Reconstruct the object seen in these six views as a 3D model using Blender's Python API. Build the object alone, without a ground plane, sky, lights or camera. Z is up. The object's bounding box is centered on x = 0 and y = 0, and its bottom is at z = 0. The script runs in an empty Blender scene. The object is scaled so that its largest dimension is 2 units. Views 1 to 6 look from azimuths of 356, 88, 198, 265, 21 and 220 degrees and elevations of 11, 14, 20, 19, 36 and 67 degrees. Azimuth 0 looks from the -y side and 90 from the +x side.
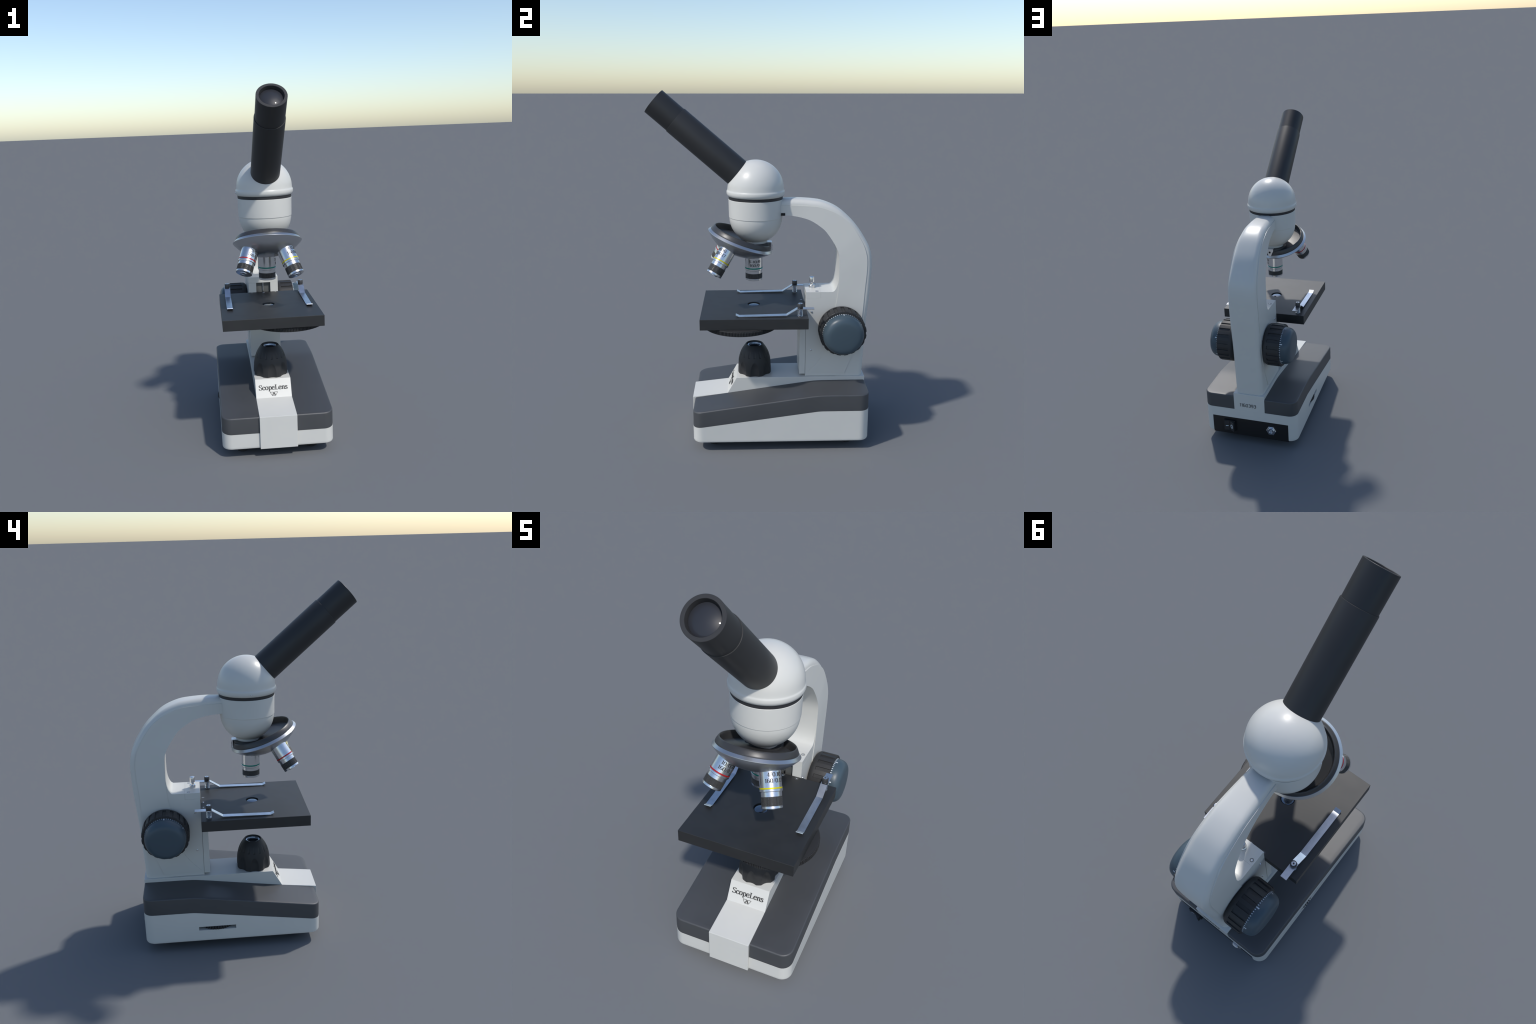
"""A student compound light microscope, built part by part in metres (z up)."""
import bpy, bmesh, math
from math import sin, cos, pi, radians, atan2, hypot
from mathutils import Vector, Matrix

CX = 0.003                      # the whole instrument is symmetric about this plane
OPT_Y = -0.0415                 # optical axis: vertical objective, stage hole, lamp
HEAD_Y = -0.029                 # axis of the round head

# ------------------------------------------------------------------ materials
def material(name, color, rough=0.5, metal=0.0, spec=0.5, coat=0.0, transmission=0.0,
             ior=1.45, mottling=0.0, mottle_scale=6.0, grain=0.0, grain_scale=300.0,
             rough_var=0.0, brushed=False, knurl=False):
    m = bpy.data.materials.new(name)
    m.use_nodes = True
    nt = m.node_tree
    n, l = nt.nodes, nt.links
    b = n["Principled BSDF"]
    b.inputs["Base Color"].default_value = (*color, 1)
    b.inputs["Roughness"].default_value = rough
    b.inputs["Metallic"].default_value = metal
    b.inputs["Specular IOR Level"].default_value = spec
    b.inputs["Coat Weight"].default_value = coat
    b.inputs["Coat Roughness"].default_value = 0.05
    b.inputs["Transmission Weight"].default_value = transmission
    b.inputs["IOR"].default_value = ior
    tc = n.new("ShaderNodeTexCoord")
    if mottling > 0 or rough_var > 0:
        ns = n.new("ShaderNodeTexNoise")
        ns.inputs["Scale"].default_value = mottle_scale
        ns.inputs["Detail"].default_value = 4
        l.new(tc.outputs["Object"], ns.inputs["Vector"])
        if mottling > 0:
            r = n.new("ShaderNodeValToRGB")
            r.color_ramp.elements[0].position = 0.3
            r.color_ramp.elements[1].position = 0.7
            r.color_ramp.elements[0].color = (*[c * (1 - mottling) for c in color], 1)
            r.color_ramp.elements[1].color = (*[min(1, c * (1 + mottling)) for c in color], 1)
            l.new(ns.outputs["Fac"], r.inputs["Fac"])
            l.new(r.outputs["Color"], b.inputs["Base Color"])
        if rough_var > 0:
            mr = n.new("ShaderNodeMapRange")
            mr.inputs["To Min"].default_value = rough - rough_var
            mr.inputs["To Max"].default_value = rough + rough_var
            l.new(ns.outputs["Fac"], mr.inputs["Value"])
            l.new(mr.outputs["Result"], b.inputs["Roughness"])
    if grain > 0:
        gs = n.new("ShaderNodeTexNoise")
        gs.inputs["Scale"].default_value = grain_scale
        gs.inputs["Detail"].default_value = 2
        if brushed:
            mp = n.new("ShaderNodeMapping")
            mp.inputs["Scale"].default_value = (1.0, 0.06, 1.0)
            l.new(tc.outputs["Object"], mp.inputs["Vector"])
            l.new(mp.outputs["Vector"], gs.inputs["Vector"])
        else:
            l.new(tc.outputs["Object"], gs.inputs["Vector"])
        bp = n.new("ShaderNodeBump")
        bp.inputs["Strength"].default_value = grain
        bp.inputs["Distance"].default_value = 0.001
        l.new(gs.outputs["Fac"], bp.inputs["Height"])
        l.new(bp.outputs["Normal"], b.inputs["Normal"])
    return m

WHITE = material("white_enamel", (0.592, 0.587, 0.552), rough=0.34, mottling=0.015, grain=0.03, grain_scale=220)
GREY = material("dark_grey_plastic", (0.050, 0.052, 0.056), rough=0.50, spec=0.8, mottling=0.06, rough_var=0.05, grain=0.05, grain_scale=400)
STAGE = material("black_coated_metal", (0.0145, 0.015, 0.0155), rough=0.52, spec=0.78, mottling=0.10, mottle_scale=14, rough_var=0.05, grain=0.06, grain_scale=350)
TUBE = material("satin_black", (0.026, 0.026, 0.027), rough=0.48, mottling=0.05, grain=0.04, grain_scale=300)
RUBBER = material("black_rubber", (0.025, 0.025, 0.026), rough=0.55, mottling=0.08, grain=0.08, grain_scale=250)
PANEL = material("black_panel", (0.010, 0.010, 0.011), rough=0.45, grain=0.03)
BAND = material("black_ring", (0.028, 0.028, 0.03), rough=0.5)
CAP = material("slate_blue_plastic", (0.050, 0.077, 0.098), rough=0.39, mottling=0.03)
CHROME = material("polished_chrome", (0.68, 0.69, 0.705), rough=0.24, metal=1.0, grain=0.02, grain_scale=500)
STEEL = material("brushed_steel", (0.62, 0.64, 0.68), rough=0.30, metal=1.0, mottling=0.08, mottle_scale=40, grain=0.12, grain_scale=500, brushed=True)
SILVER = material("satin_silver", (0.48, 0.495, 0.52), rough=0.30, metal=0.92)
GUNMETAL = material("gunmetal", (0.055, 0.055, 0.057), rough=0.38, metal=0.35)
DISH = material("dark_dish", (0.03, 0.03, 0.031), rough=0.42)
INK = material("black_ink", (0.035, 0.035, 0.035), rough=0.6)
PALE = material("pale_marking", (0.62, 0.66, 0.70), rough=0.5)
GREYPLATE = material("grey_slide_plate", (0.10, 0.103, 0.10), rough=0.4)
RED = material("red_enamel", (0.42, 0.013, 0.016), rough=0.33, metal=0.35)
YELLOW = material("yellow_enamel", (0.66, 0.57, 0.0), rough=0.33, metal=0.35)
GREEN = material("green_enamel", (0.0, 0.22, 0.17), rough=0.33, metal=0.35)
LENS = material("coated_lens", (0.027, 0.029, 0.036), rough=0.42, coat=0.28, spec=0.22)
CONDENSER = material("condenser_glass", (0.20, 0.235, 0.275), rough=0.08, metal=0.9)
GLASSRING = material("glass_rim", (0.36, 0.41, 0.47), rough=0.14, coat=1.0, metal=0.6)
FLAT_BLACK = material("flat_black", (0.004, 0.004, 0.004), rough=0.6)  # near-black for solid pieces that stand in for dark holes and depths

KNURL = material("knurled_grip", (0.048, 0.047, 0.045), rough=0.43, metal=0.15)

# ------------------------------------------------------------------ helpers
ROOT = bpy.data.objects.new("microscope", None)
bpy.context.collection.objects.link(ROOT)
ROOT.empty_display_size = 0.2
ROOT["label"] = "white and black monocular student microscope with inclined eyepiece tube"
ROOT["category"] = "microscope"

def add(name, mesh, mat, parent=None, smooth=35, kind=None):
    o = bpy.data.objects.new(name, mesh)
    bpy.context.collection.objects.link(o)
    o.parent = parent or ROOT
    if mat is not None:
        mesh.materials.clear()
        mesh.materials.append(mat)
    if smooth is not None:
        mesh.shade_smooth()
        mesh.set_sharp_from_angle(angle=radians(min(smooth, 18) if mesh.get("bevelled") else smooth))
    if kind:
        o["kind"] = kind
    return o

def mesh_from(name, verts, faces):
    me = bpy.data.meshes.new(name)
    me.from_pydata([tuple(v) for v in verts], [], faces)
    me.validate()
    bm = bmesh.new()
    bm.from_mesh(me)
    bmesh.ops.remove_doubles(bm, verts=bm.verts, dist=1e-6)
    bmesh.ops.recalc_face_normals(bm, faces=bm.faces)
    bm.to_mesh(me)
    bm.free()
    return me

def frame(origin, axis, hint=(1, 0, 0)):
    """Matrix whose local z is the axis."""
    z = Vector(axis).normalized()
    x = Vector(hint)
    if abs(x.normalized().dot(z)) > 0.99:
        x = Vector((0, 0, 1))
    x = (x - z * x.dot(z)).normalized()
    y = z.cross(x)
    m = Matrix((x, y, z)).transposed().to_4x4()
    m.translation = Vector(origin)
    return m

def lathe(name, profile, segs=96, mtx=None, radial=None):
    """Turn (radius, height) pairs round local z; `radial(r, h, angle)` may vary the radius."""
    mtx = mtx or Matrix.Identity(4)
    angles = segs if isinstance(segs, list) else [2 * pi * i / segs for i in range(segs)]
    na = len(angles)
    verts, faces, rings = [], [], []
    for r, h in profile:
        if r < 1e-6:
            rings.append([len(verts)])
            verts.append(mtx @ Vector((0, 0, h)))
        else:
            start = len(verts)
            for a in angles:
                rr = radial(r, h, a) if radial else r
                verts.append(mtx @ Vector((rr * cos(a), rr * sin(a), h)))
            rings.append(list(range(start, start + na)))
    for a, b in zip(rings, rings[1:]):
        for i in range(na):
            j = (i + 1) % na
            if len(a) == 1 and len(b) == 1:
                continue
            if len(a) == 1:
                faces.append((a[0], b[j], b[i]))
            elif len(b) == 1:
                faces.append((a[i], a[j], b[0]))
            else:
                faces.append((a[i], a[j], b[j], b[i]))
    if len(rings[0]) > 1 and profile[0] != profile[-1]:
        faces.append(tuple(reversed(rings[0])))
    if len(rings[-1]) > 1 and profile[0] != profile[-1]:
        faces.append(tuple(rings[-1]))
    return mesh_from(name, verts, faces)

def bevel_mesh(me, width, segs=2, angle=30):
    bm = bmesh.new()
    bm.from_mesh(me)
    edges = [e for e in bm.edges if len(e.link_faces) == 2 and e.calc_face_angle(0) > radians(angle)]
    bmesh.ops.bevel(bm, geom=edges, offset=width, segments=segs, affect='EDGES', profile=0.5)
    bm.to_mesh(me)
    bm.free()
    me["bevelled"] = True                       # keeps the flat faces flat when shaded
    return me

def box(name, lo, hi, bevel=0.0, segs=2):
    v = [(x, y, z) for x in (lo[0], hi[0]) for y in (lo[1], hi[1]) for z in (lo[2], hi[2])]
    f = [(0, 1, 3, 2), (4, 6, 7, 5), (0, 4, 5, 1), (2, 3, 7, 6), (0, 2, 6, 4), (1, 5, 7, 3)]
    me = mesh_from(name, v, f)
    return bevel_mesh(me, bevel, segs) if bevel else me

def prism_x(name, outline, x0, x1, bevel=0.0):
    """Extrude a (y, z) outline along x."""
    n = len(outline)
    v = [(x0, y, z) for y, z in outline] + [(x1, y, z) for y, z in outline]
    f = [tuple(range(n)), tuple(range(n, 2 * n))] + [(i, (i + 1) % n, n + (i + 1) % n, n + i) for i in range(n)]
    me = mesh_from(name, v, f)
    return bevel_mesh(me, bevel) if bevel else me

def prism_z(name, outline, z0, z1, bevel=0.0):
    n = len(outline)
    v = [(x, y, z0) for x, y in outline] + [(x, y, z1) for x, y in outline]
    f = [tuple(range(n)), tuple(range(n, 2 * n))] + [(i, (i + 1) % n, n + (i + 1) % n, n + i) for i in range(n)]
    me = mesh_from(name, v, f)
    return bevel_mesh(me, bevel) if bevel else me

def cut(obj, cutter_mesh, smooth=30):
    """Boolean difference, applied."""
    c = bpy.data.objects.new("cutter", cutter_mesh)
    bpy.context.collection.objects.link(c)
    md = obj.modifiers.new("cut", 'BOOLEAN')
    md.object, md.operation, md.solver = c, 'DIFFERENCE', 'EXACT'
    dg = bpy.context.evaluated_depsgraph_get()
    me = bpy.data.meshes.new_from_object(obj.evaluated_get(dg))
    obj.modifiers.clear()
    obj.data = me
    bpy.data.objects.remove(c)
    me.shade_smooth()
    me.set_sharp_from_angle(angle=radians(smooth))

def spline(points, n):
    """Catmull-Rom through the points, resampled to n+1 equal steps."""
    p = [Vector((*q, 0)) if len(q) == 2 else Vector(q) for q in points]
    p = [2 * p[0] - p[1]] + p + [2 * p[-1] - p[-2]]
    dense = []
    for i in range(1, len(p) - 2):
        for k in range(16):
            t = k / 16
            a, b, c, d = p[i - 1], p[i], p[i + 1], p[i + 2]
            dense.append(0.5 * (2 * b + (c - a) * t + (2 * a - 5 * b + 4 * c - d) * t * t + (3 * b - 3 * c + d - a) * t ** 3))
    dense.append(p[-2])
    L = [0]
    for a, b in zip(dense, dense[1:]):
        L.append(L[-1] + (b - a).length)
    out, j = [], 0
    for k in range(n + 1):
        s = L[-1] * k / n
        while j < len(L) - 2 and L[j + 1] < s:
            j += 1
        u = (s - L[j]) / max(1e-9, L[j + 1] - L[j])
        out.append(dense[j].lerp(dense[j + 1], min(1, u)))
    return out

def tube_path(name, pts, radius, sides=8):
    """Round wire along a path."""
    verts, faces = [], []
    n = len(pts)
    for i, p in enumerate(pts):
        t = (pts[min(n - 1, i + 1)] - pts[max(0, i - 1)]).normalized()
        u = t.cross(Vector((0, 0, 1)))
        u = u.normalized() if u.length > 1e-5 else Vector((1, 0, 0))
        w = t.cross(u)
        for k in range(sides):
            a = 2 * pi * k / sides
            verts.append(p + radius * (cos(a) * u + sin(a) * w))
    for i in range(n - 1):
        for k in range(sides):
            q = (k + 1) % sides
            faces.append((i * sides + k, i * sides + q, (i + 1) * sides + q, (i + 1) * sides + k))
    faces.append(tuple(range(sides)))
    faces.append(tuple((n - 1) * sides + k for k in range(sides)))
    return mesh_from(name, verts, faces)

# ------------------------------------------------------------------ lettering (pen-stroke glyphs)
# every glyph: (advance, [strokes]); a stroke is ('c' curve | 'l' straight, points, optional width)
GLYPHS = {
 'S': (.64, [('c', [(.54,.80),(.49,.94),(.32,1.0),(.15,.93),(.10,.77),(.20,.61),(.40,.49),(.54,.36),(.56,.2),(.45,.05),(.27,0),(.12,.06),(.06,.22)]),
             ('l', [(.55,.99),(.55,.76)], .05), ('l', [(.06,.26),(.06,.01)], .05)]),
 'c': (.52, [('c', [(.43,.52),(.38,.64),(.26,.68),(.12,.58),(.06,.34),(.12,.1),(.27,0),(.40,.05),(.47,.17)]), ('l', [(.41,.60),(.41,.45)], .12)]),
 'o': (.58, [('c', [(.28,.68),(.14,.61),(.06,.34),(.14,.07),(.28,0),(.42,.07),(.5,.34),(.42,.61),(.28,.68)])]),
 'p': (.60, [('l', [(.15,.67),(.15,-.3)]), ('l', [(.02,.64),(.16,.66)], .06), ('l', [(.02,-.3),(.3,-.3)], .06),
             ('c', [(.16,.5),(.24,.64),(.36,.68),(.48,.57),(.53,.34),(.48,.1),(.36,0),(.24,.02),(.16,.12)])]),
 'e': (.54, [('l', [(.08,.37),(.46,.37)], .06), ('c', [(.46,.38),(.41,.6),(.28,.68),(.13,.59),(.06,.34),(.13,.09),(.28,0),(.41,.05),(.48,.16)])]),
 'L': (.68, [('l', [(.19,.98),(.19,.02)]), ('l', [(.04,.98),(.36,.98)], .06), ('l', [(.04,.02),(.60,.02)], .06), ('l', [(.58,.0),(.63,.27)], .06)]),
 'n': (.64, [('l', [(.15,.67),(.15,.02)]), ('l', [(.02,.64),(.16,.66)], .06), ('l', [(.03,.02),(.28,.02)], .05),
             ('c', [(.16,.48),(.26,.63),(.37,.68),(.47,.6),(.49,.42)]), ('l', [(.49,.46),(.49,.02)]), ('l', [(.37,.02),(.62,.02)], .05)]),
 's': (.46, [('c', [(.36,.54),(.31,.65),(.2,.68),(.10,.62),(.09,.5),(.18,.4),(.32,.30),(.38,.18),(.33,.05),(.21,0),(.10,.04),(.06,.16)]),
             ('l', [(.37,.67),(.37,.5)], .04), ('l', [(.06,.18),(.06,.01)], .04)]),
 '0': (.60, [('c', [(.29,1),(.13,.88),(.06,.5),(.13,.12),(.29,0),(.45,.12),(.52,.5),(.45,.88),(.29,1)])]),
 '1': (.44, [('l', [(.22,1),(.22,0)]), ('l', [(.06,.90),(.22,.96)], .05), ('l', [(.06,.02),(.38,.02)], .05)]),
 '2': (.60, [('c', [(.09,.74),(.15,.94),(.3,1),(.45,.92),(.49,.74),(.4,.52),(.2,.24),(.08,.05)]), ('l', [(.06,.05),(.53,.05)], .10), ('l', [(.10,.80),(.10,.66)], .1)]),
 '4': (.62, [('l', [(.41,1),(.41,0)]), ('l', [(.41,.98),(.05,.3)], .05), ('l', [(.04,.29),(.58,.29)], .06), ('l', [(.27,.02),(.55,.02)], .05)]),
 '5': (.58, [('l', [(.12,.95),(.48,.95)], .10), ('l', [(.13,.97),(.11,.55)], .05), ('c', [(.11,.54),(.28,.62),(.44,.54),(.5,.32),(.43,.08),(.26,0),(.12,.06),(.07,.2)])]),
 '6': (.60, [('c', [(.48,.86),(.42,.97),(.3,1),(.15,.86),(.07,.5),(.13,.12),(.29,0),(.45,.1),(.51,.3),(.44,.5),(.29,.57),(.15,.48),(.09,.32)])]),
 '7': (.56, [('l', [(.05,.95),(.53,.95)], .10), ('l', [(.07,.98),(.07,.78)], .05), ('l', [(.51,.95),(.2,0)], .12)]),
 '/': (.46, [('l', [(.04,-.12),(.40,1.05)], .07)]),
 '.': (.26, [('l', [(.06,.06),(.19,.06)], .13)]),
 ' ': (.3, []),
}
def _rounded6():
    return [(.50,1),(.20,1),(.08,.88),(.08,.12),(.20,0),(.42,0),(.54,.12),(.54,.46),(.42,.58),(.10,.58)]
SERIAL = {
 '1': (.46, [('l', [(.27,1.05),(.27,-.05)], .12), ('l', [(.27,.98),(.08,.82)], .11)]),
 '0': (.70, [('l', [(.31,0),(.42,0),(.54,.12),(.54,.88),(.42,1),(.20,1),(.08,.88),(.08,.12),(.20,0),(.32,0)], .12)]),
 '6': (.70, [('l', _rounded6(), .12)]),
 '9': (.70, [('l', [(.62 - x, 1 - y) for x, y in _rounded6()], .12)]),
 '3': (.70, [('l', [(.08,1),(.42,1),(.54,.9),(.54,.62),(.44,.52),(.20,.52)], .12), ('l', [(.44,.515),(.54,.42),(.54,.12),(.42,0),(.08,0)], .12)]),
}

def stroke_mesh(strokes, place, thick, thin, height, lift=0.0012):
    """Solid strokes; place(x, y, h) maps the writing plane to the object's surface."""
    verts, faces = [], []
    for si, st in enumerate(strokes):
        kind, pts = st[0], st[1]
        fixed = st[2] if len(st) > 2 else None
        if kind == 'c':
            p = [Vector(q) for q in spline(pts, 6 * len(pts))]
            p = [Vector((q.x, q.y)) for q in p]
        else:
            p = []
            for a, b in zip(pts, pts[1:]):
                n = max(2, int(hypot(b[0] - a[0], b[1] - a[1]) / .12))
                p += [Vector((a[0] + (b[0] - a[0]) * k / n, a[1] + (b[1] - a[1]) * k / n)) for k in range(n)]
            p.append(Vector(pts[-1]))
        top = lift + 0.00003 * si
        base = len(verts)
        for i, q in enumerate(p):
            d = (p[min(len(p) - 1, i + 1)] - p[max(0, i - 1)])
            d = d.normalized() if d.length > 1e-9 else Vector((1, 0))
            w = fixed if fixed else thin + (thick - thin) * abs(d.y) ** 1.3
            nrm = Vector((-d.y, d.x)) * w / 2
            for s, h in ((1, -0.001), (1, top), (-1, top), (-1, -0.001)):
                e = q + nrm * s
                verts.append(place(e.x * height, e.y * height, h))
        n = len(p)
        for i in range(n - 1):
            for k in range(4):
                a, b = base + 4 * i + k, base + 4 * i + (k + 1) % 4
                faces.append((a, b, b + 4, a + 4))
        faces.append(tuple(base + k for k in range(4)))
        faces.append(tuple(base + 4 * (n - 1) + 3 - k for k in range(4)))
    me = bpy.data.meshes.new("lettering")
    me.from_pydata([tuple(v) for v in verts], [], faces)
    bm = bmesh.new()
    bm.from_mesh(me)
    bmesh.ops.recalc_face_normals(bm, faces=bm.faces)
    bm.to_mesh(me)
    bm.free()
    return me

def word_strokes(text, table=GLYPHS, spacing=0.0):
    out, x = [], 0.0
    for ch in text:
        adv, strokes = table[ch]
        for st in strokes:
            out.append((st[0], [(px + x, py) for px, py in st[1]], *st[2:]))
        x += adv + spacing
    return [(s[0], [(px - x / 2, py) for px, py in s[1]], *s[2:]) for s in out], x

def lettering(name, text, place, height, mat, parent, table=GLYPHS, spacing=0.0, thick=.15, thin=.05, fit=None):
    strokes, width = word_strokes(text, table, spacing)
    squeeze = fit / (width * height) if fit else 1.0
    me = stroke_mesh(strokes, lambda x, y, h: place(x * squeeze, y, h), thick, thin, height)
    return add(name, me, mat, parent, smooth=None, kind="stuff")

def planar(origin, right, up):
    o, r, u = Vector(origin), Vector(right).normalized(), Vector(up).normalized()
    n = r.cross(u)
    return lambda x, y, h: o + r * x + u * y + n * h

# ================================================================== BASE
HALF_X, Y0, Y1, CORNER = 0.3115, -0.393, 0.6065, 0.055
KINK = 0.322

def blend_kink(y, z_front, slope, z_rear, soft=0.05):
    """Sloping front part running softly into a level rear part."""
    a = z_front + slope * (y - Y0)
    k = (a - z_rear) / soft
    return z_rear - soft * 0.25 * math.log(1 + math.exp(-4 * k)) if k > -20 else a

def seam_z(y):
    return blend_kink(y, 0.1455, 0.1365, 0.2435, 0.004)

def top_z(y):
    return blend_kink(y, 0.2388, 0.1425, 0.3400, 0.012)

def base_outline(inset=0.0):
    """Rounded rectangle, right half from front to rear; mirrored by the caller."""
    r = CORNER - inset
    hx, y0, y1 = HALF_X - inset, Y0 + inset, Y1 - inset
    pts = [(0.12, y0)]
    for k in range(11):
        a = -pi / 2 + (pi / 2) * k / 10
        pts.append((hx - r + r * cos(a), y0 + r + r * sin(a)))
    ys0, ys1 = y0 + r, y1 - r
    m = 90
    for k in range(1, m):
        pts.append((hx, ys0 + (ys1 - ys0) * k / m))
    for k in range(11):
        a = (pi / 2) * k / 10
        pts.append((hx - r + r * cos(a), y1 - r + r * sin(a)))
    pts.append((0.12, y1))
    return pts

def base_block(name, layers):
    """layers: (inset, z function of y). Closed by bars across from right to left."""
    verts, faces, rows = [], [], []
    for inset, zf in layers:
        pts = base_outline(inset)
        row = []
        for sgn in (1, -1):
            row.append(list(range(len(verts), len(verts) + len(pts))))
            verts += [(CX + sgn * x, y, zf(y)) for x, y in pts]
        rows.append(row)
    n = len(base_outline())
    for (ar, al), (br, bl) in zip(rows, rows[1:]):
        for i in range(n - 1):
            faces.append((ar[i], ar[i + 1], br[i + 1], br[i]))
            faces.append((al[i], bl[i], bl[i + 1], al[i + 1]))
        faces.append((al[0], ar[0], br[0], bl[0]))
        faces.append((ar[-1], al[-1], bl[-1], br[-1]))
    for row, flip in ((rows[0], True), (rows[-1], False)):
        r, l = row
        for i in range(n - 1):
            q = (l[i], r[i], r[i + 1], l[i + 1])
            faces.append(tuple(reversed(q)) if flip else q)
    return mesh_from(name, verts, faces)

ZB = 0.058
shell = add("base_shell", base_block("base_shell", [
    (0.006, lambda y: ZB), (0.002, lambda y: ZB + 0.002), (0.0, lambda y: ZB + 0.007), (0.0, lambda y: ZB + 0.014),
    (0.0, lambda y: seam_z(y))]), WHITE, smooth=35)
cut(shell, box("slot", (-0.36, 0.0915, 0.1268), (-0.255, 0.3025, 0.1500)))
cut(shell, box("recess", (CX - 0.2565, 0.5995, 0.03), (CX + 0.2585, 0.64, 0.1775)))

cover_layers = [(0.0005, lambda y: seam_z(y) + 0.0006)]
cover_layers.append((0.0010, lambda y: top_z(y) - 0.007))
for k in range(1, 6):
    a = (pi / 2) * k / 5
    cover_layers.append((0.001 + 0.007 * (1 - cos(a)), lambda y, a=a: top_z(y) - 0.007 + 0.007 * sin(a)))
cover_layers.append((0.03, lambda y: top_z(y)))
add("base_cover", base_block("base_cover", cover_layers), GREY, smooth=40)

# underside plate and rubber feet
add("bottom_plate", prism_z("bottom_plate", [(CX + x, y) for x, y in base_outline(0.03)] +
    [(CX - x, y) for x, y in reversed(base_outline(0.03))], 0.044, ZB + 0.001), PANEL, smooth=30)
foot_mesh = lathe("foot", [(0, 0), (0.024, 0), (0.031, 0.004), (0.034, 0.012), (0.034, 0.05), (0, 0.05)], 40)
for fx, fy in ((.198, -.279), (-.198, -.279), (.198, .490), (-.198, .490)):
    add("foot", foot_mesh, RUBBER).location = (CX + fx, fy, 0)

# white centre strip: front tongue, ramp with the lettering, deck, rear wall
SX0, SX1 = -0.1005, 0.1068
DECK = 0.3615
strip = add("centre_strip", prism_x("centre_strip", [(-0.4055, 0.0575), (-0.4055, 0.2437), (-0.2005, 0.2668),
    (-0.1475, DECK), (0.6063, DECK), (0.6063, 0.20), (0.2, 0.10), (-0.37, 0.0575)], SX0, SX1, bevel=0.0016), WHITE, smooth=20)
ramp_up = Vector((0, 0.053, 0.0947)).normalized()
ramp_at = lambda s: Vector((CX, -0.2005, 0.2668)) + ramp_up * s
place_ramp = planar(ramp_at(0.0), (1, 0, 0), ramp_up)
lettering("brand_lettering", "ScopeLens", lambda x, y, h: place_ramp(x - .001, y + .0455, h), 0.0275, INK, strip, fit=0.168, thick=.175, thin=.06)
mark = [('l', [(0, 1), (.44, 1), (.27, 0), (0, 1)], .07), ('l', [(1, 1), (.56, 1), (.73, 0), (1, 1)], .07),
        ('l', [(.30, 0), (.70, 0), (.5, .86), (.30, 0)], .06), ('l', [(.40, .10), (.52, .95)], .05), ('l', [(.60, .10), (.46, .95)], .05)]
mark = [(k, [((x - .5) * 2.2, y) for x, y in p], w * 1.3) for k, p, w in mark]
add("emblem", stroke_mesh(mark, lambda x, y, h: place_ramp(x + .001, y + .0115, h), .09, .09, 0.0198), INK, strip, smooth=None, kind="stuff")
rear_place = planar((CX + 0.0085, 0.6063, 0.271), (-1, 0, 0), (0, 0, 1))
lettering("serial_number", "1160393", rear_place, 0.0215, INK, strip, table=SERIAL, fit=0.114)

# rear control panel
panel = add("rear_panel", box("rear_panel", (CX - 0.256, 0.590, 0.050), (CX + 0.258, 0.6035, 0.1770)), PANEL, smooth=30)
switch = add("power_switch", box("power_switch", (0.104, 0.600, 0.078), (0.184, 0.6175, 0.156), 0.002), PANEL, panel, smooth=30)
rock = [(0.178, 0.612), (0.178, 0.6225), (0.140, 0.6165), (0.113, 0.6325), (0.110, 0.6325), (0.110, 0.612)]
add("rocker", prism_z("rocker", rock, 0.084, 0.150, 0.0012), BAND, panel, smooth=30)
on_face = planar((0.160, 0.6197, 0.117), (-1, -0.155, 0), (0, 0, 1))
add("switch_symbol", stroke_mesh([('l', [(-.5, 0), (.5, 0)], .22)], on_face, .2, .2, 0.018), PALE, panel, smooth=None)
off_face = planar((0.1265, 0.6245, 0.117), (-0.027, 0.016, 0), (0, 0, 1))
add("switch_symbol", stroke_mesh([('c', [(.45 * sin(2 * pi * k / 12), .6 * cos(2 * pi * k / 12)) for k in range(13)], .2)], off_face, .2, .2, 0.020), PALE, panel, smooth=None)
jack_frame = frame((-0.1385, 0.603, 0.1195), (0, 1, 0), (1, 0, 0))
jack = add("power_jack", lathe("power_jack", [(0, 0), (0.0335, 0), (0.0335, 0.008), (0.0300, 0.010), (0.0215, 0.0101)], 6, jack_frame), STEEL, panel, smooth=30)
add("jack_barrel", lathe("jack_barrel", [(0.0225, 0.004), (0.0225, 0.0145), (0.021, 0.016), (0.0135, 0.016), (0.0125, 0.004), (0.0225, 0.004)], 40, jack_frame), CHROME, jack)
add("jack_pin", lathe("jack_pin", [(0, 0.004), (0.006, 0.004), (0.006, 0.014), (0.004, 0.0155), (0, 0.0155)], 20, jack_frame), CHROME, jack)

# brightness wheel in the left slot
teeth = 44
wheel_angles = []
for k in range(teeth):
    a0 = 2 * pi * k / teeth
    wheel_angles += [a0 + 2 * pi / teeth * f for f in (0.0, 0.12, 0.5, 0.62)]
def wheel_r(r, h, a):
    f = (a / (2 * pi / teeth)) % 1.0
    return r if 0.1 < f < 0.55 else r - 0.007 * (r > 0.05)
add("brightness_wheel", lathe("brightness_wheel", [(0, 0.1290), (0.105, 0.1290), (0.108, 0.1320), (0.108, 0.1460), (0.105, 0.1487), (0, 0.1487)],
    wheel_angles, Matrix.Translation((-0.2084, 0.197, 0)), wheel_r), RUBBER, smooth=25)

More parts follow.
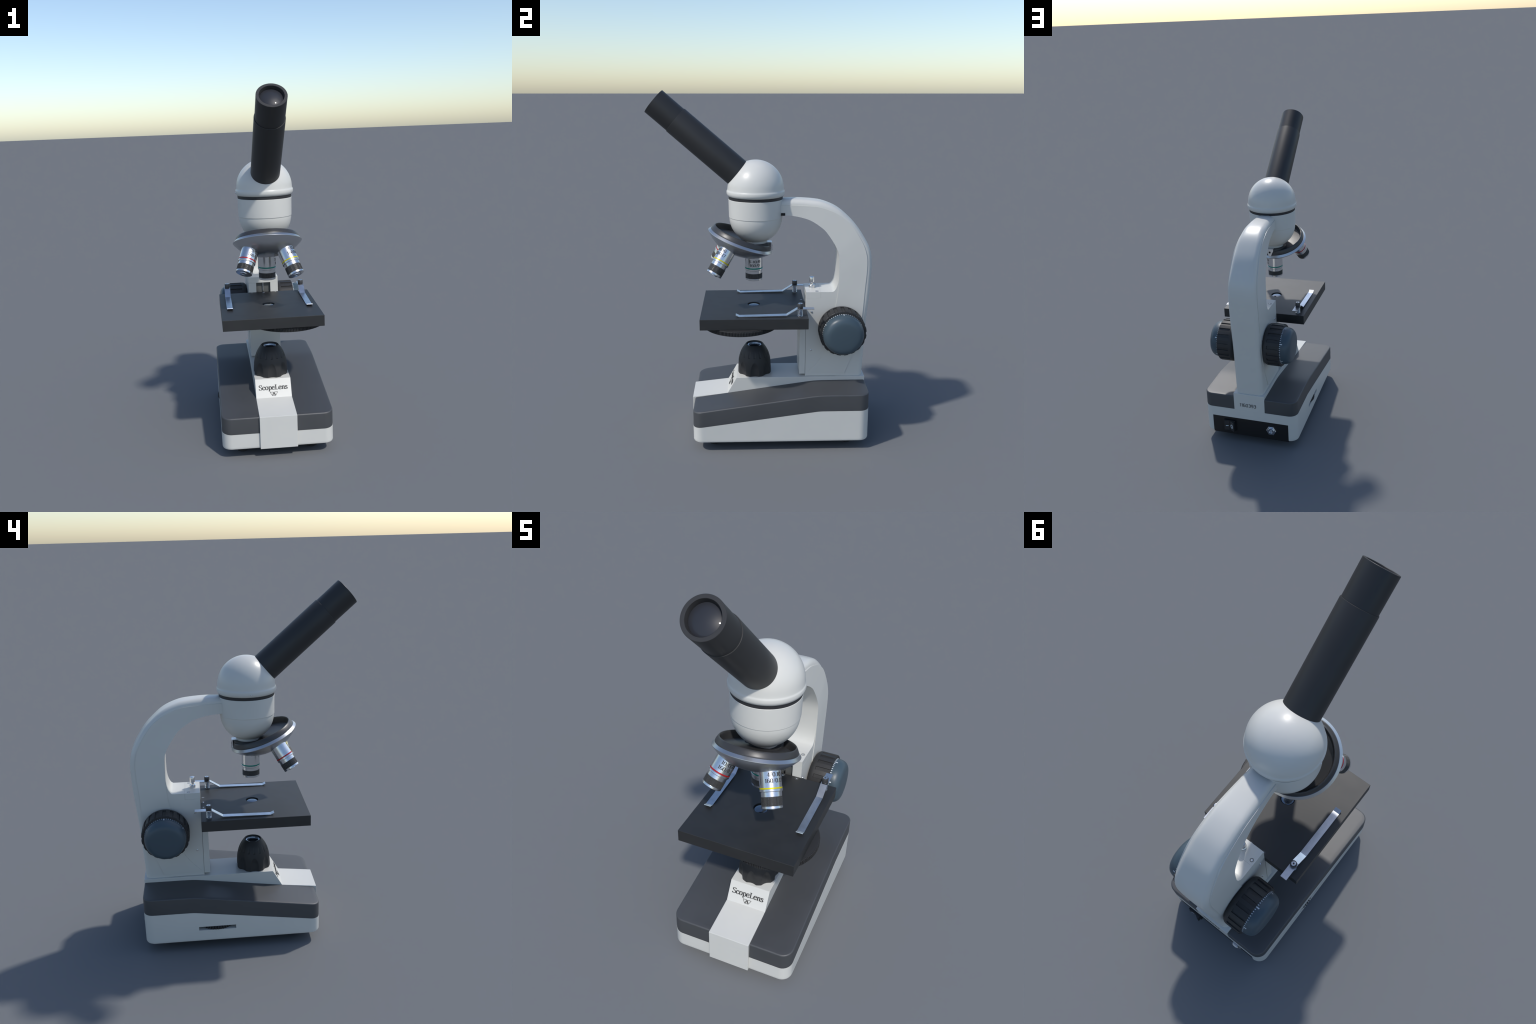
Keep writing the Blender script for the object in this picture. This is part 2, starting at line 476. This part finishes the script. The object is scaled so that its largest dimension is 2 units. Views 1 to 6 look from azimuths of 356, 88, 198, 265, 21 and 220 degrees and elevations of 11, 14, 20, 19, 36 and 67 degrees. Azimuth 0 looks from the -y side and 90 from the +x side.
# ================================================================== LAMP HOUSING
LY = -0.0405
lamp_prof = [(0.0985, DECK - 0.001), (0.1005, DECK + 0.005), (0.1007, 0.378), (0.1003, 0.392), (0.0990, 0.407), (0.0975, 0.422), (0.0958, 0.435), (0.0936, 0.446), (0.0908, 0.458),
             (0.0875, 0.470), (0.0830, 0.483), (0.0777, 0.495), (0.0712, 0.507), (0.0640, 0.518), (0.0570, 0.5275), (0.0535, 0.5320), (0.0510, 0.5350), (0.0485, 0.5355), (0.0465, 0.5340), (0.0455, 0.529), (0.0455, 0.505), (0, 0.505)]
def lamp_r(r, h, a):
    if r < 0.049 or h > 0.53:
        return r
    # eight tall scallops rising from the foot
    f = (a / (pi / 4)) % 1.0
    f = min(f, 1 - f) * (pi / 4)
    hw = 0.255 * math.sqrt(max(0.0, 1 - (max(0.0, h - 0.375) / 0.072) ** 2)) if h < 0.447 else 0
    if hw > 0 and f < hw:
        chord = r * cos(hw) / cos(f)
        r = min(r, chord - 0.0062 * (1 - (f / hw) ** 2) * min(1, (0.447 - h) / 0.03))
    # sixteen short grooves below the rim
    if 0.470 < h < 0.512:
        g = ((a + pi / 16) / (pi / 8)) % 1.0
        g = abs(g - 0.5) * (pi / 8)
        if g < 0.075:
            r -= 0.0032 * (0.512 - h) / 0.042 * (1 - (g / 0.075) ** 2)
    return r
fine = []
for i in range(len(lamp_prof) - 1):          # finer rings so the scallops keep a clean rim
    (r0, h0), (r1, h1) = lamp_prof[i], lamp_prof[i + 1]
    m = 5 if h1 - h0 > 0.005 and h1 < 0.53 and r0 > 0.049 else 1
    fine += [(r0 + (r1 - r0) * k / m, h0 + (h1 - h0) * k / m) for k in range(m)]
fine.append(lamp_prof[-1])
lamp = add("lamp_housing", lathe("lamp_housing", fine, 288, Matrix.Translation((CX, LY, 0)), lamp_r), RUBBER, smooth=11)
at_lamp = Matrix.Translation((CX, LY, 0))
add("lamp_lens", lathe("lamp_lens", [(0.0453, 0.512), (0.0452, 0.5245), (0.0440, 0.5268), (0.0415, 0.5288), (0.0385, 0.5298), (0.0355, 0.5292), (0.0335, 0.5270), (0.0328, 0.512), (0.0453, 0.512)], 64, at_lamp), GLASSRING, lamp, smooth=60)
add("lamp_black_disc", lathe("lamp_black_disc", [(0, 0.5150), (0.0330, 0.5150), (0.0330, 0.5160), (0, 0.5160)], 48, at_lamp), FLAT_BLACK, lamp)  # added black disc makes the lens centre dark; nothing is open here

# ================================================================== ARM AND FOCUS BLOCK
outer = spline([(.095, 1.4136), (.2066, 1.4139), (.3117, 1.4055), (.37, 1.3924), (.4379, 1.3627), (.4938, 1.3201), (.5507, 1.2605), (.6033, 1.176),
                (.6277, 1.1173), (.637, 1.05), (.6365, .983), (.6299, .86), (.6159, .707), (.6055, .50), (.599, DECK)], 72)
inner_pts = [(.095, 1.322), (.1725, 1.3180), (.2377, 1.3055), (.287, 1.2870), (.3440, 1.2485), (.3727, 1.2185), (.4151, 1.1547), (.4382, 1.099), (.4425, 1.028), (.4425, .935)]
inner = spline(inner_pts + [(.440, .80), (.438, .707), (.436, .50), (.434, DECK)], 72)

def arm_half_width(y, z):
    th = max(0.0, min(1.0, atan2(z - 1.1, max(1e-4, y - .13)) / (pi / 2)))
    return 0.0945 + (0.063 - 0.0945) * th

def section_loft(name, sections):
    n = len(sections[0])
    verts = [p for s in sections for p in s]
    faces = []
    for k in range(len(sections) - 1):
        for i in range(n):
            j = (i + 1) % n
            faces.append((k * n + i, k * n + j, (k + 1) * n + j, (k + 1) * n + i))
    faces.append(tuple(range(n)))
    faces.append(tuple((len(sections) - 1) * n + i for i in reversed(range(n))))
    return mesh_from(name, verts, faces)

for p in outer:                                 # the silhouette is set by the rounded edges, not the mid line
    p.x -= (0.0045 + 0.0070 * (lambda t: t * t * (3 - 2 * t))(max(0.0, min(1.0, (p.y - 1.02) / 0.30)))) * max(0.0, min(1.0, (p.x - 0.10) / 0.40))
    p.y -= 0.0057 * max(0.0, (p.y - 1.10) / 0.31)
sections = []
for o, i in zip(outer, inner):
    d = (o - i).normalized()
    i2 = i + d * 0.002
    w = arm_half_width(o.x, o.y) - 0.0038
    fil = 0.030
    half = [(w, i2), (w, o - d * fil)]
    for k in range(1, 8):
        a = (pi / 2) * k / 7
        half.append((w - fil * (1 - cos(a)), o - d * fil * (1 - sin(a))))
    half.append((w * 0.4, o + d * 0.0012))
    ring = [(CX + x, p.x, p.y) for x, p in half] + [(CX - x, p.x, p.y) for x, p in reversed(half)]
    sections.append(ring)
arm = add("arm", section_loft("arm", sections), WHITE, smooth=32)

# raised side panel running down the arm and sweeping forward at its foot
ledge = spline([(.095, 1.3770), (.1596, 1.3770), (.2996, 1.3705), (.36, 1.3565), (.4267, 1.3285), (.4869, 1.2858), (.5241, 1.242), (.56, 1.186), (.5851, 1.1350), (.6000, 1.0717),
                (.600, .9892), (.5927, .8875), (.583, .74), (.566, .60), (.5272, .482), (.487, .378)], 64)
front_edge = spline(inner_pts + [(.4375, .86), (.426, .786), (.405, .65), (.3723, .524), (.3287, .452), (.272, .393)], 64)
sections = []
for lo, fr in zip(ledge, front_edge):
    wo = arm_half_width(lo.x, lo.y)
    wi = arm_half_width(fr.x, fr.y)
    sections.append([(CX + wi, fr.x, fr.y), (CX + wo, lo.x, lo.y), (CX - wo, lo.x, lo.y), (CX - wi, fr.x, fr.y)])
add("arm_side_panel", section_loft("arm_side_panel", sections), WHITE, arm, smooth=32)
add("arm_black_box", box("arm_black_box", (CX + 0.05, 0.112, 1.3185), (CX + 0.066, 0.1345, 1.3335)), FLAT_BLACK, arm, smooth=None)  # solid black box added in place of the small dark gap

# focus block: U-shaped body, lid, fillet up to the arm
BW, BY, BTOP = 0.0920, 0.2565, 0.879
u_out = [(CX - BW, BY), (CX - 0.0445, BY), (CX - 0.0445, 0.315), (CX + 0.0445, 0.315), (CX + 0.0445, BY), (CX + BW, BY), (CX + BW, 0.46), (CX - BW, 0.46)]
block = add("focus_block", prism_z("focus_block", u_out, DECK + 0.0012, 0.8425, 0.0005), WHITE, smooth=25)
add("focus_block_rear", prism_x("focus_block_rear", [(0.3412, 0.8425), (0.3412, BTOP), (0.4085, BTOP), (0.4185, .8845), (.4275, .897), (.4335, .911), (.4385, .930), (.4425, .960), (.4425, 1.03), (.46, 1.03), (.46, .8425)],
    CX - BW, CX + BW), WHITE, block, smooth=40)
add("focus_block_lid", box("focus_block_lid", (CX - BW, BY, 0.8428), (CX + BW, 0.3409, BTOP), 0.0004), WHITE, block, smooth=25)
add("slide_plate", box("slide_plate", (CX - 0.044, 0.276, 0.38), (CX + 0.044, 0.30, 0.8428)), GREYPLATE, block, smooth=25)
add("rack_rod", lathe("rack_rod", [(0, 0.40), (0.0045, 0.40), (0.0045, 0.8425), (0, 0.8425)], 20, Matrix.Translation((CX - 0.001, 0.272, 0))), CHROME, block)
add("carrier_plate", box("carrier_plate", (CX - 0.0945, 0.2215, 0.3765), (CX + 0.0935, 0.2553, 0.7225), 0.0015), WHITE, block, smooth=25)

screw_mesh = lathe("screw", [(0, 0.0035), (0.0025, 0.0042), (0.0048, 0.0032), (0.0062, 0.0008), (0.0062, -0.004), (0, -0.004)], 24)
def screw(loc, axis, mat=CHROME, parent=None, scale=1.0):
    o = add("screw", screw_mesh, None, parent)
    o.matrix_local = frame(loc, axis) @ Matrix.Scale(scale, 4)
    return o
screw_mesh.materials.append(CHROME)
dark_ring_mesh = lathe("screw_dark_ring", [(0.0068, 0.0004), (0.0095, 0.0004), (0.0095, -0.003), (0.0068, -0.003), (0.0068, 0.0004)], 28)  # flat dark ring stands in for the screw hole, which is not cut
dark_ring_mesh.materials.append(GREYPLATE)
for sx in (1, -1):
    for sz in (0.7604, 0.525):
        screw((CX + sx * BW, 0.2886, sz), (sx, 0, 0), parent=block)
    screw((CX + sx * 0.0735, 0.3195, BTOP - 0.0028), (0, 0, 1), parent=block, scale=0.9)
    add("screw_dark_ring", dark_ring_mesh, None, block).location = (CX + sx * 0.0735, 0.3195, BTOP)
add("stop_pin", lathe("stop_pin", [(0, BTOP), (0.0182, BTOP), (0.0182, BTOP + 0.016), (0.0160, BTOP + 0.0185), (0.009, BTOP + 0.019), (0.0078, BTOP + 0.024), (0.0078, BTOP + 0.031), (0.0150, BTOP + 0.036),
    (0.0150, BTOP + 0.061), (0.0135, BTOP + 0.065), (0.008, BTOP + 0.0675), (0, BTOP + 0.068)], 40, Matrix.Translation((0.0005, 0.2962, 0))), CHROME, block)

# ================================================================== FOCUS KNOBS
KY, KZ, KR = 0.459, 0.666, 0.134
slots = 20
knob_angles = []
for k in range(slots):
    c = 2 * pi * k / slots
    knob_angles += [c + radians(f) for f in (-4.3, -4.0, 0.0, 4.0, 4.3, 9.0)]
def knob_r(r, h, a):
    f = (a / (2 * pi / slots) + 0.5) % 1.0 - 0.5
    if abs(f * 18) < 4.1 and h > 0.1265:
        return min(r, 0.1290)
    return r
ring_prof = [(0, 0.0905), (0.098, 0.0905), (0.108, 0.092), (0.119, 0.0965), (0.1275, 0.103), (0.1325, 0.111), (0.1340, 0.119), (KR, 0.1262), (KR, 0.1268), (KR, 0.1975),
             (0.1325, 0.2015), (0.1295, 0.2040), (0.1170, 0.2045), (0, 0.2045)]
ring_mesh = lathe("focus_knob", ring_prof, knob_angles, None, knob_r)
cap_prof = [(0.1165, 0.2035), (0.1165, 0.2110), (0.1158, 0.2200), (0.1145, 0.2300), (0.1120, 0.2390), (0.1080, 0.2475), (0.1025, 0.2545), (0.0950, 0.2605), (0.0860, 0.2645), (0.0740, 0.2668), (0.05, 0.2682), (0, 0.2690)]
cap_mesh = lathe("knob_cap", [(0, 0.2035)] + cap_prof, 96)
tv, tf = [], []
for k in range(60):                            # 60 scale divisions, every tenth one larger
    a = 2 * pi * k / 60
    big = k % 10 == 0
    da, h1 = (0.024, 0.2220) if big else (0.0155, 0.2168)
    b = len(tv)
    for rr in (0.1155, 0.1171):
        for aa in (a - da, a + da):
            for hh in (0.2046, h1):
                tv.append(((rr - (0.0012 if hh > 0.21 else 0)) * cos(aa), (rr - (0.0012 if hh > 0.21 else 0)) * sin(aa), hh))
    tf += [(b, b + 1, b + 3, b + 2), (b + 4, b + 6, b + 7, b + 5), (b, b + 4, b + 5, b + 1), (b + 2, b + 3, b + 7, b + 6), (b, b + 2, b + 6, b + 4), (b + 1, b + 5, b + 7, b + 3)]
tick_mesh = mesh_from("scale_marks", tv, tf)
for sx in (1, -1):
    knob = add("focus_knob", ring_mesh, RUBBER, smooth=25)
    knob.matrix_local = frame((CX, KY, KZ), (sx, 0, 0), (0, 0, 1))
    add("knob_cap", cap_mesh, CAP, knob, smooth=50)
    add("scale_marks", tick_mesh, PALE, knob, smooth=None, kind="stuff")

# ================================================================== STAGE
SZ0, SZ1 = 0.7215, 0.7825
stage = add("stage", box("stage", (CX - 0.2785, -0.342, SZ0), (CX + 0.2770, 0.2560, SZ1), 0.0012), STAGE, smooth=30)
HOLE = (CX + 0.0005, -0.0432)
cut(stage, lathe("hole", [(0, 0.69), (0.0362, 0.69), (0.0362, 0.80), (0, 0.80)], 64, Matrix.Translation((*HOLE, 0))), 18)
at_hole = Matrix.Translation((*HOLE, 0))
add("aperture_ring", lathe("aperture_ring", [(0.0361, 0.742), (0.0361, 0.768), (0.0351, 0.769), (0.0351, 0.742), (0.0361, 0.742)], 64, at_hole), BAND, stage)
add("condenser_lens", lathe("condenser_lens", [(0.0350, 0.752), (0.0348, 0.7735), (0.0338, 0.7755), (0.0300, 0.7773), (0.0220, 0.7792), (0.0120, 0.7803), (0, 0.7807)], 64, at_hole), CONDENSER, stage, smooth=60)
for px in (-0.074, 0.0, 0.074):
    screw((CX + px, 0.2415, SZ1 - 0.002), (0, 0, 1), parent=stage, scale=0.75 if px else 1.0)
    o = add("stage_dark_ring", dark_ring_mesh, None, stage)  # same dark ring laid on the stage top; no recess is cut
    o.location = (CX + px, 0.2415, SZ1)

# disc diaphragm with a finely knurled edge under the stage
dteeth = 160
d_angles = []
for k in range(dteeth):
    d_angles += [2 * pi * (k + f) / dteeth for f in (0.0, 0.08, 0.5, 0.58)]
def disc_r(r, h, a):
    f = (a / (2 * pi / dteeth)) % 1.0
    return r - (0.0045 if (r > 0.21 and not 0.06 < f < 0.53) else 0.0)
add("diaphragm_disc", lathe("diaphragm_disc", [(0, 0.6925), (0.2095, 0.6925), (0.2150, 0.6945), (0.2150, 0.7160), (0.2095, 0.7180), (0.2095, 0.7212), (0, 0.7212)],
    d_angles, Matrix.Translation((0.1014, -0.1178, 0)), disc_r), RUBBER, stage, smooth=25)
add("diaphragm_hub", lathe("diaphragm_hub", [(0, 0.684), (0.020, 0.684), (0.024, 0.687), (0.024, 0.693), (0, 0.693)], 32, Matrix.Translation((0.1014, -0.1178, 0))), SILVER, stage)
add("condenser_mount", lathe("condenser_mount", [(0.0200, 0.680), (0.042, 0.680), (0.046, 0.684), (0.046, 0.6935), (0.0200, 0.6935), (0.0200, 0.680)], 48, at_hole), RUBBER, stage)

# spring clips: bent strip, pin with head, coil spring
CLIP_W, CLIP_T = 0.0335, 0.0034
clip_line = [(0.2890, 0.8262), (0.1960, 0.8262), (0.1365, 0.7890), (-0.1255, 0.7842), (-0.1455, 0.7935)]
cv, cf = [], []
for i, (y, z) in enumerate(clip_line):
    a = Vector(clip_line[max(0, i - 1)])
    b = Vector(clip_line[min(len(clip_line) - 1, i + 1)])
    t = (b - a).normalized()
    nn = Vector((t.y, -t.x)) if t.x < 0 else Vector((-t.y, t.x))
    nn = -nn if nn.y < 0 else nn
    for x in (-CLIP_W / 2, CLIP_W / 2):
        cv += [(x, y, z), (x, y + nn.x * CLIP_T, z + nn.y * CLIP_T)]
for i in range(len(clip_line) - 1):
    o = 4 * i
    cf += [(o, o + 2, o + 6, o + 4), (o + 1, o + 5, o + 7, o + 3), (o, o + 4, o + 5, o + 1), (o + 2, o + 3, o + 7, o + 6)]
cf += [(0, 1, 3, 2), (4 * len(clip_line) - 4, 4 * len(clip_line) - 2, 4 * len(clip_line) - 1, 4 * len(clip_line) - 3)]
clip_mesh = mesh_from("stage_clip", cv, cf)
pin_mesh = lathe("clip_pin", [(0, SZ1 - 0.004), (0.0068, SZ1 - 0.004), (0.0068, 0.829), (0.0152, 0.8310), (0.0158, 0.8325), (0.0158, 0.8540), (0.0140, 0.8565), (0.0112, 0.8568)], 40)
top_mesh = lathe("pin_slot_face", [(0.0112, 0.8555), (0.0112, 0.8572), (0.0085, 0.8580), (0.0042, 0.8572), (0.0036, 0.8545), (0, 0.8545)], 32)
coil = [Vector((0.0128 * cos(2 * pi * 6 * k / 220), 0.0128 * sin(2 * pi * 6 * k / 220), SZ1 + 0.002 + 0.0425 * k / 220)) for k in range(221)]
coil_mesh = tube_path("clip_spring", coil, 0.0019, 8)
bush_mesh = lathe("spring_seat", [(0.0085, SZ1), (0.0152, SZ1), (0.0152, SZ1 + 0.003), (0.0085, SZ1 + 0.003), (0.0085, SZ1)], 32)
for px, mirror in ((0.2285, 1), (-0.2285, -1)):
    clip = add("stage_clip", clip_mesh, STEEL, stage, smooth=25)
    clip.location = (CX + px, 0, 0)
    for nm, me, mt in (("clip_pin", pin_mesh, GUNMETAL), ("pin_slot_face", top_mesh, CHROME), ("clip_spring", coil_mesh, CHROME), ("spring_seat", bush_mesh, CHROME)):
        o = add(nm, me, mt, clip, smooth=40)
        o.location = (0, 0.2125, 0)

# ================================================================== HEAD
at_head = Matrix.Translation((CX, HEAD_Y, 0))
SC, SR = 1.4655, 0.1585
dome_prof = [(0.120, 1.4235), (0.1535, 1.4235), (0.1570, 1.4250), (0.1610, 1.4310), (0.1635, 1.4365), (0.1642, 1.4420), (0.1640, 1.4500), (0.1628, 1.4545), (0.1608, 1.4570), (0.1598, 1.4600), (0.1592, 1.4650)]
for k in range(1, 25):
    a = (pi / 2) * k / 24
    dome_prof.append((SR * cos(a) if k < 24 else 0, SC + SR * 1.004 * sin(a)))
dome = add("head_dome", lathe("head_dome", dome_prof, 128, at_head), WHITE, smooth=40)
add("head_ring", lathe("head_ring", [(0.12, 1.4055), (0.1525, 1.4055), (0.1528, 1.4065), (0.1528, 1.4240), (0.12, 1.4240)], 128, at_head), BAND, dome)
body_prof = [(0.05, 1.4065), (0.1528, 1.4065), (0.1540, 1.4050), (0.1540, 1.40), (0.1522, 1.3045), (0.1512, 1.3032), (0.1497, 1.3030)]
BC, BR = 1.302, 0.1497
for k in range(1, 22):
    a = radians(63.5) * k / 21
    body_prof.append((BR * cos(a), BC - BR * sin(a)))
body_prof += [(0.064, 1.1675), (0.05, 1.1675)]
body = add("head_body", lathe("head_body", body_prof, 128, at_head), WHITE, smooth=28)
add("head_neck", lathe("head_neck", [(0.04, 1.175), (0.0655, 1.175), (0.0655, 1.1555), (0.0635, 1.1500), (0.04, 1.150)], 96, at_head), WHITE, body)
screw((CX - 0.1640 * cos(radians(5)), HEAD_Y - 0.1640 * sin(radians(5)), 1.4395), (-cos(radians(5)), -sin(radians(5)), 0), parent=dome, scale=0.6)

# eyepiece tube, inclined and pointing at the centre of the dome
eye_axis = Vector((0, -0.7565, 0.6540)).normalized()
at_eye = frame((CX, HEAD_Y, 1.4638), eye_axis)
STEP, END = 0.5785, 0.7310
tube = add("eyepiece_tube", lathe("eyepiece_tube", [(0.0, 0.05), (0.0815, 0.05), (0.0812, 0.14), (0.0797, STEP - 0.003), (0.0792, STEP - 0.0006), (0.0782, STEP), (0.0715, STEP), (0.0, STEP)], 96, at_eye), TUBE, smooth=30)
eyepiece = add("eyepiece", lathe("eyepiece", [(0.0715, STEP - 0.004), (0.0762, STEP - 0.002), (0.0762, END - 0.0012), (0.0750, END), (0.0622, END), (0.0612, END - 0.001), (0.0590, END - 0.010), (0.0568, END - 0.020), (0.0568, END - 0.060), (0.0715, END - 0.060), (0.0715, STEP - 0.004)], 96, at_eye), TUBE, tube, smooth=30)
lens = []
for k in range(13):
    r = 0.0566 * (1 - k / 12)
    lens.append((r, END - 0.0205 + 0.0125 * (1 - (r / 0.0566) ** 2)))
add("eye_lens", lathe("eye_lens", [(0.0565, END - 0.05)] + lens, 96, at_eye), LENS, eyepiece, smooth=60)

# ================================================================== NOSEPIECE
TILT = 0.3665
nose_axis = Vector((0, sin(TILT), cos(TILT)))
NC = Vector((CX - 0.0005, -0.118, 1.1639))
at_nose = frame(NC, nose_axis)
nose = add("nosepiece", lathe("nosepiece", [(0, -0.0680), (0.08, -0.0640), (0.10, -0.0570), (0.12, -0.0470), (0.14, -0.0330), (0.155, -0.0150), (0.166, 0.003), (0.1825, 0.0128), (0.1842, 0.0125), (0.1945, 0.0004), (0.1945, -0.0016), (0.1880, -0.0095), (0.176, -0.0215),
    (0.164, -0.0325), (0.150, -0.0430), (0.134, -0.0535), (0.118, -0.0620), (0.100, -0.0695), (0.080, -0.0752), (0.055, -0.0788), (0, -0.0800)], 128, at_nose), SILVER, smooth=35)
add("nosepiece_bowl", lathe("nosepiece_bowl", [(0.168, 0.0060), (0.1818, 0.0125), (0.1818, 0.0150), (0.1803, 0.0190), (0.1780, 0.0240), (0.1752, 0.0295), (0.1720, 0.0350), (0.1700, 0.0378), (0.1680, 0.0392), (0.1655, 0.0392), (0.1640, 0.0375), (0.1615, 0.0300), (0.1570, 0.0130),
    (0.151, -0.004), (0.141, -0.020), (0.128, -0.032), (0.112, -0.043), (0.095, -0.051), (0.075, -0.057), (0, -0.060)], 128, at_nose), GUNMETAL, nose, smooth=35)
add("nosepiece_hub", lathe("nosepiece_hub", [(0, 1.095), (0.0855, 1.095), (0.0855, 1.1525), (0.0842, 1.1548), (0.082, 1.1555), (0.0, 1.1555)], 96, at_head), DISH, nose, smooth=30)
# sprung click-stop plate at the back
cs = [(-0.024, 1.1570), (0.024, 1.1570), (0.024, 1.1440), (0.017, 1.1300), (0.0095, 1.1120), (0.005, 1.1060), (-0.005, 1.1060), (-0.0095, 1.1120), (-0.017, 1.1300), (-0.024, 1.1440)]
n = len(cs)
cy = 0.0590
v = [(CX + x, cy + (1.1648 - z) * 0.05, z) for x, z in cs] + [(CX + x, cy + 0.0035 + (1.1648 - z) * 0.05, z) for x, z in cs]
f = [tuple(range(n)), tuple(range(n, 2 * n))] + [(i, (i + 1) % n, n + (i + 1) % n, n + i) for i in range(n)]
click = add("click_stop", bevel_mesh(mesh_from("click_stop", v, f), 0.0006, 1), STEEL, nose, smooth=25)
add("click_stop_top", box("click_stop_top", (CX - 0.024, 0.030, 1.1557), (CX + 0.024, 0.0605, 1.1585), 0.0006), STEEL, nose, smooth=25)
add("click_stop_black_disc", lathe("click_stop_black_disc", [(0.0068, 0.0), (0.0068, 0.0008), (0, 0.0008)], 28, frame((CX, cy + 0.0052, 1.1345), (0, 1, 0.05))), FLAT_BLACK, nose)  # flat black disc stands in for the hole in the plate

# ================================================================== OBJECTIVES
APEX = NC + nose_axis * ((OPT_Y - NC.y) / nose_axis.y)
def objective(turn, R, band_mat, band, flange, grip, end, az, rows, shift=(0, 0, 0)):
    d = Matrix.Rotation(turn, 3, nose_axis) @ Vector((0, 0, -1))
    apex = APEX + Vector(shift)
    fr = frame(apex, d)
    rl = R - 0.0030                                  # slimmer lower barrel
    o = add("objective", lathe("objective", [(0, 0.288), (R - .0005, 0.288), (R, band - 0.0035), (R, band + 0.0035), (R + 0.0012, band + 0.0045), (R + 0.0012, flange - 0.002), (R + 0.0002, flange), (rl, flange + 0.001),
        (rl, grip - 0.0008), (rl - 0.001, grip), (rl - 0.001, end), (0, end)], 72, fr), CHROME, smooth=20)
    add("colour_band", lathe("colour_band", [(R - .002, band - 0.0032), (R + 0.0006, band - 0.0030), (R + 0.0006, band + 0.0030), (R - .002, band + 0.0032)], 72, fr), band_mat, o)
    g1 = end - 0.0105
    rows_n = max(6, int((g1 - grip) / 0.0036))         # diamond-cut grip: fine rings crossed by fine flutes
    gp = [(rl - .004, grip)]
    for k in range(rows_n):
        h0, h1 = grip + (g1 - grip) * k / rows_n, grip + (g1 - grip) * (k + 1) / rows_n
        gp += [(rl - .0006, h0 + .0003), (rl + .0006, h0 + (h1 - h0) * .4), (rl + .0006, h0 + (h1 - h0) * .7)]
    gp += [(rl - .0006, g1 - .0002), (rl - .004, g1)]
    ga = [2 * pi * (k + q) / 84 for k in range(84) for q in (0.0, 0.35, 0.6)]
    def grip_r(r, h, a):
        return r - (0.0007 if (a / (2 * pi / 84)) % 1.0 < 0.2 and r > rl - .002 else 0.0)
    add("grip_ring", lathe("grip_ring", gp, ga, fr, grip_r), KNURL, o, smooth=None)
    add("nose_ring", lathe("nose_ring", [(rl - .004, g1), (rl + 0.0006, g1 + 0.0004), (rl + 0.0006, end - 0.0012), (rl - 0.001, end), (0.020, end + 0.0006), (0.0195, end - 0.002), (0, end - 0.002)], 72, fr), CHROME, o)
    add("front_lens", lathe("front_lens", [(0.0215, end - 0.002), (0.0205, end + 0.0030), (0.0165, end + 0.0045), (0.0100, end + 0.0046), (0.0092, end + 0.001), (0, end + 0.001)], 48, fr), STEEL, o)
    add("front_glass", lathe("front_glass", [(0.0098, end + 0.0022), (0.006, end + 0.0034), (0, end + 0.0038)], 32, fr), LENS, o, smooth=60)
    up = -d
    n0 = Vector((sin(radians(az)), -cos(radians(az)), 0))
    n0 = (n0 - up * n0.dot(up)).normalized()
    r0 = up.cross(n0)
    for text, above, hgt, fit in rows:
        origin = apex + d * (band - above)
        def place(x, y, h, origin=origin):
            a = x / R
            return origin + up * y + (n0 * cos(a) + r0 * sin(a)) * (R - 0.0006 + h * 0.9)
        lettering("objective_lettering", text, place, hgt, INK, o, thick=.17, thin=.05, fit=fit)
    return o
objective(0.0, 0.0513, GREEN, 0.356, 0.370, 0.3880, 0.4290, 96, [("S 40/0", 0.0345, 0.0145, 0.068), ("160/0", 0.0125, 0.0150, 0.060)])
objective(radians(-120), 0.0478, YELLOW, 0.3645, 0.3790, 0.4000, 0.4500, 43, [("4/0.10", 0.0485, 0.0170, 0.066), ("160/0.17", 0.0230, 0.0170, 0.086)])
objective(radians(120), 0.0478, RED, 0.3545, 0.3690, 0.3870, 0.4310, 40, [("10/0.25", 0.0400, 0.0165, 0.076), ("160/0.17", 0.0160, 0.0165, 0.086)], shift=(-0.0140, 0.0, 0.0035))
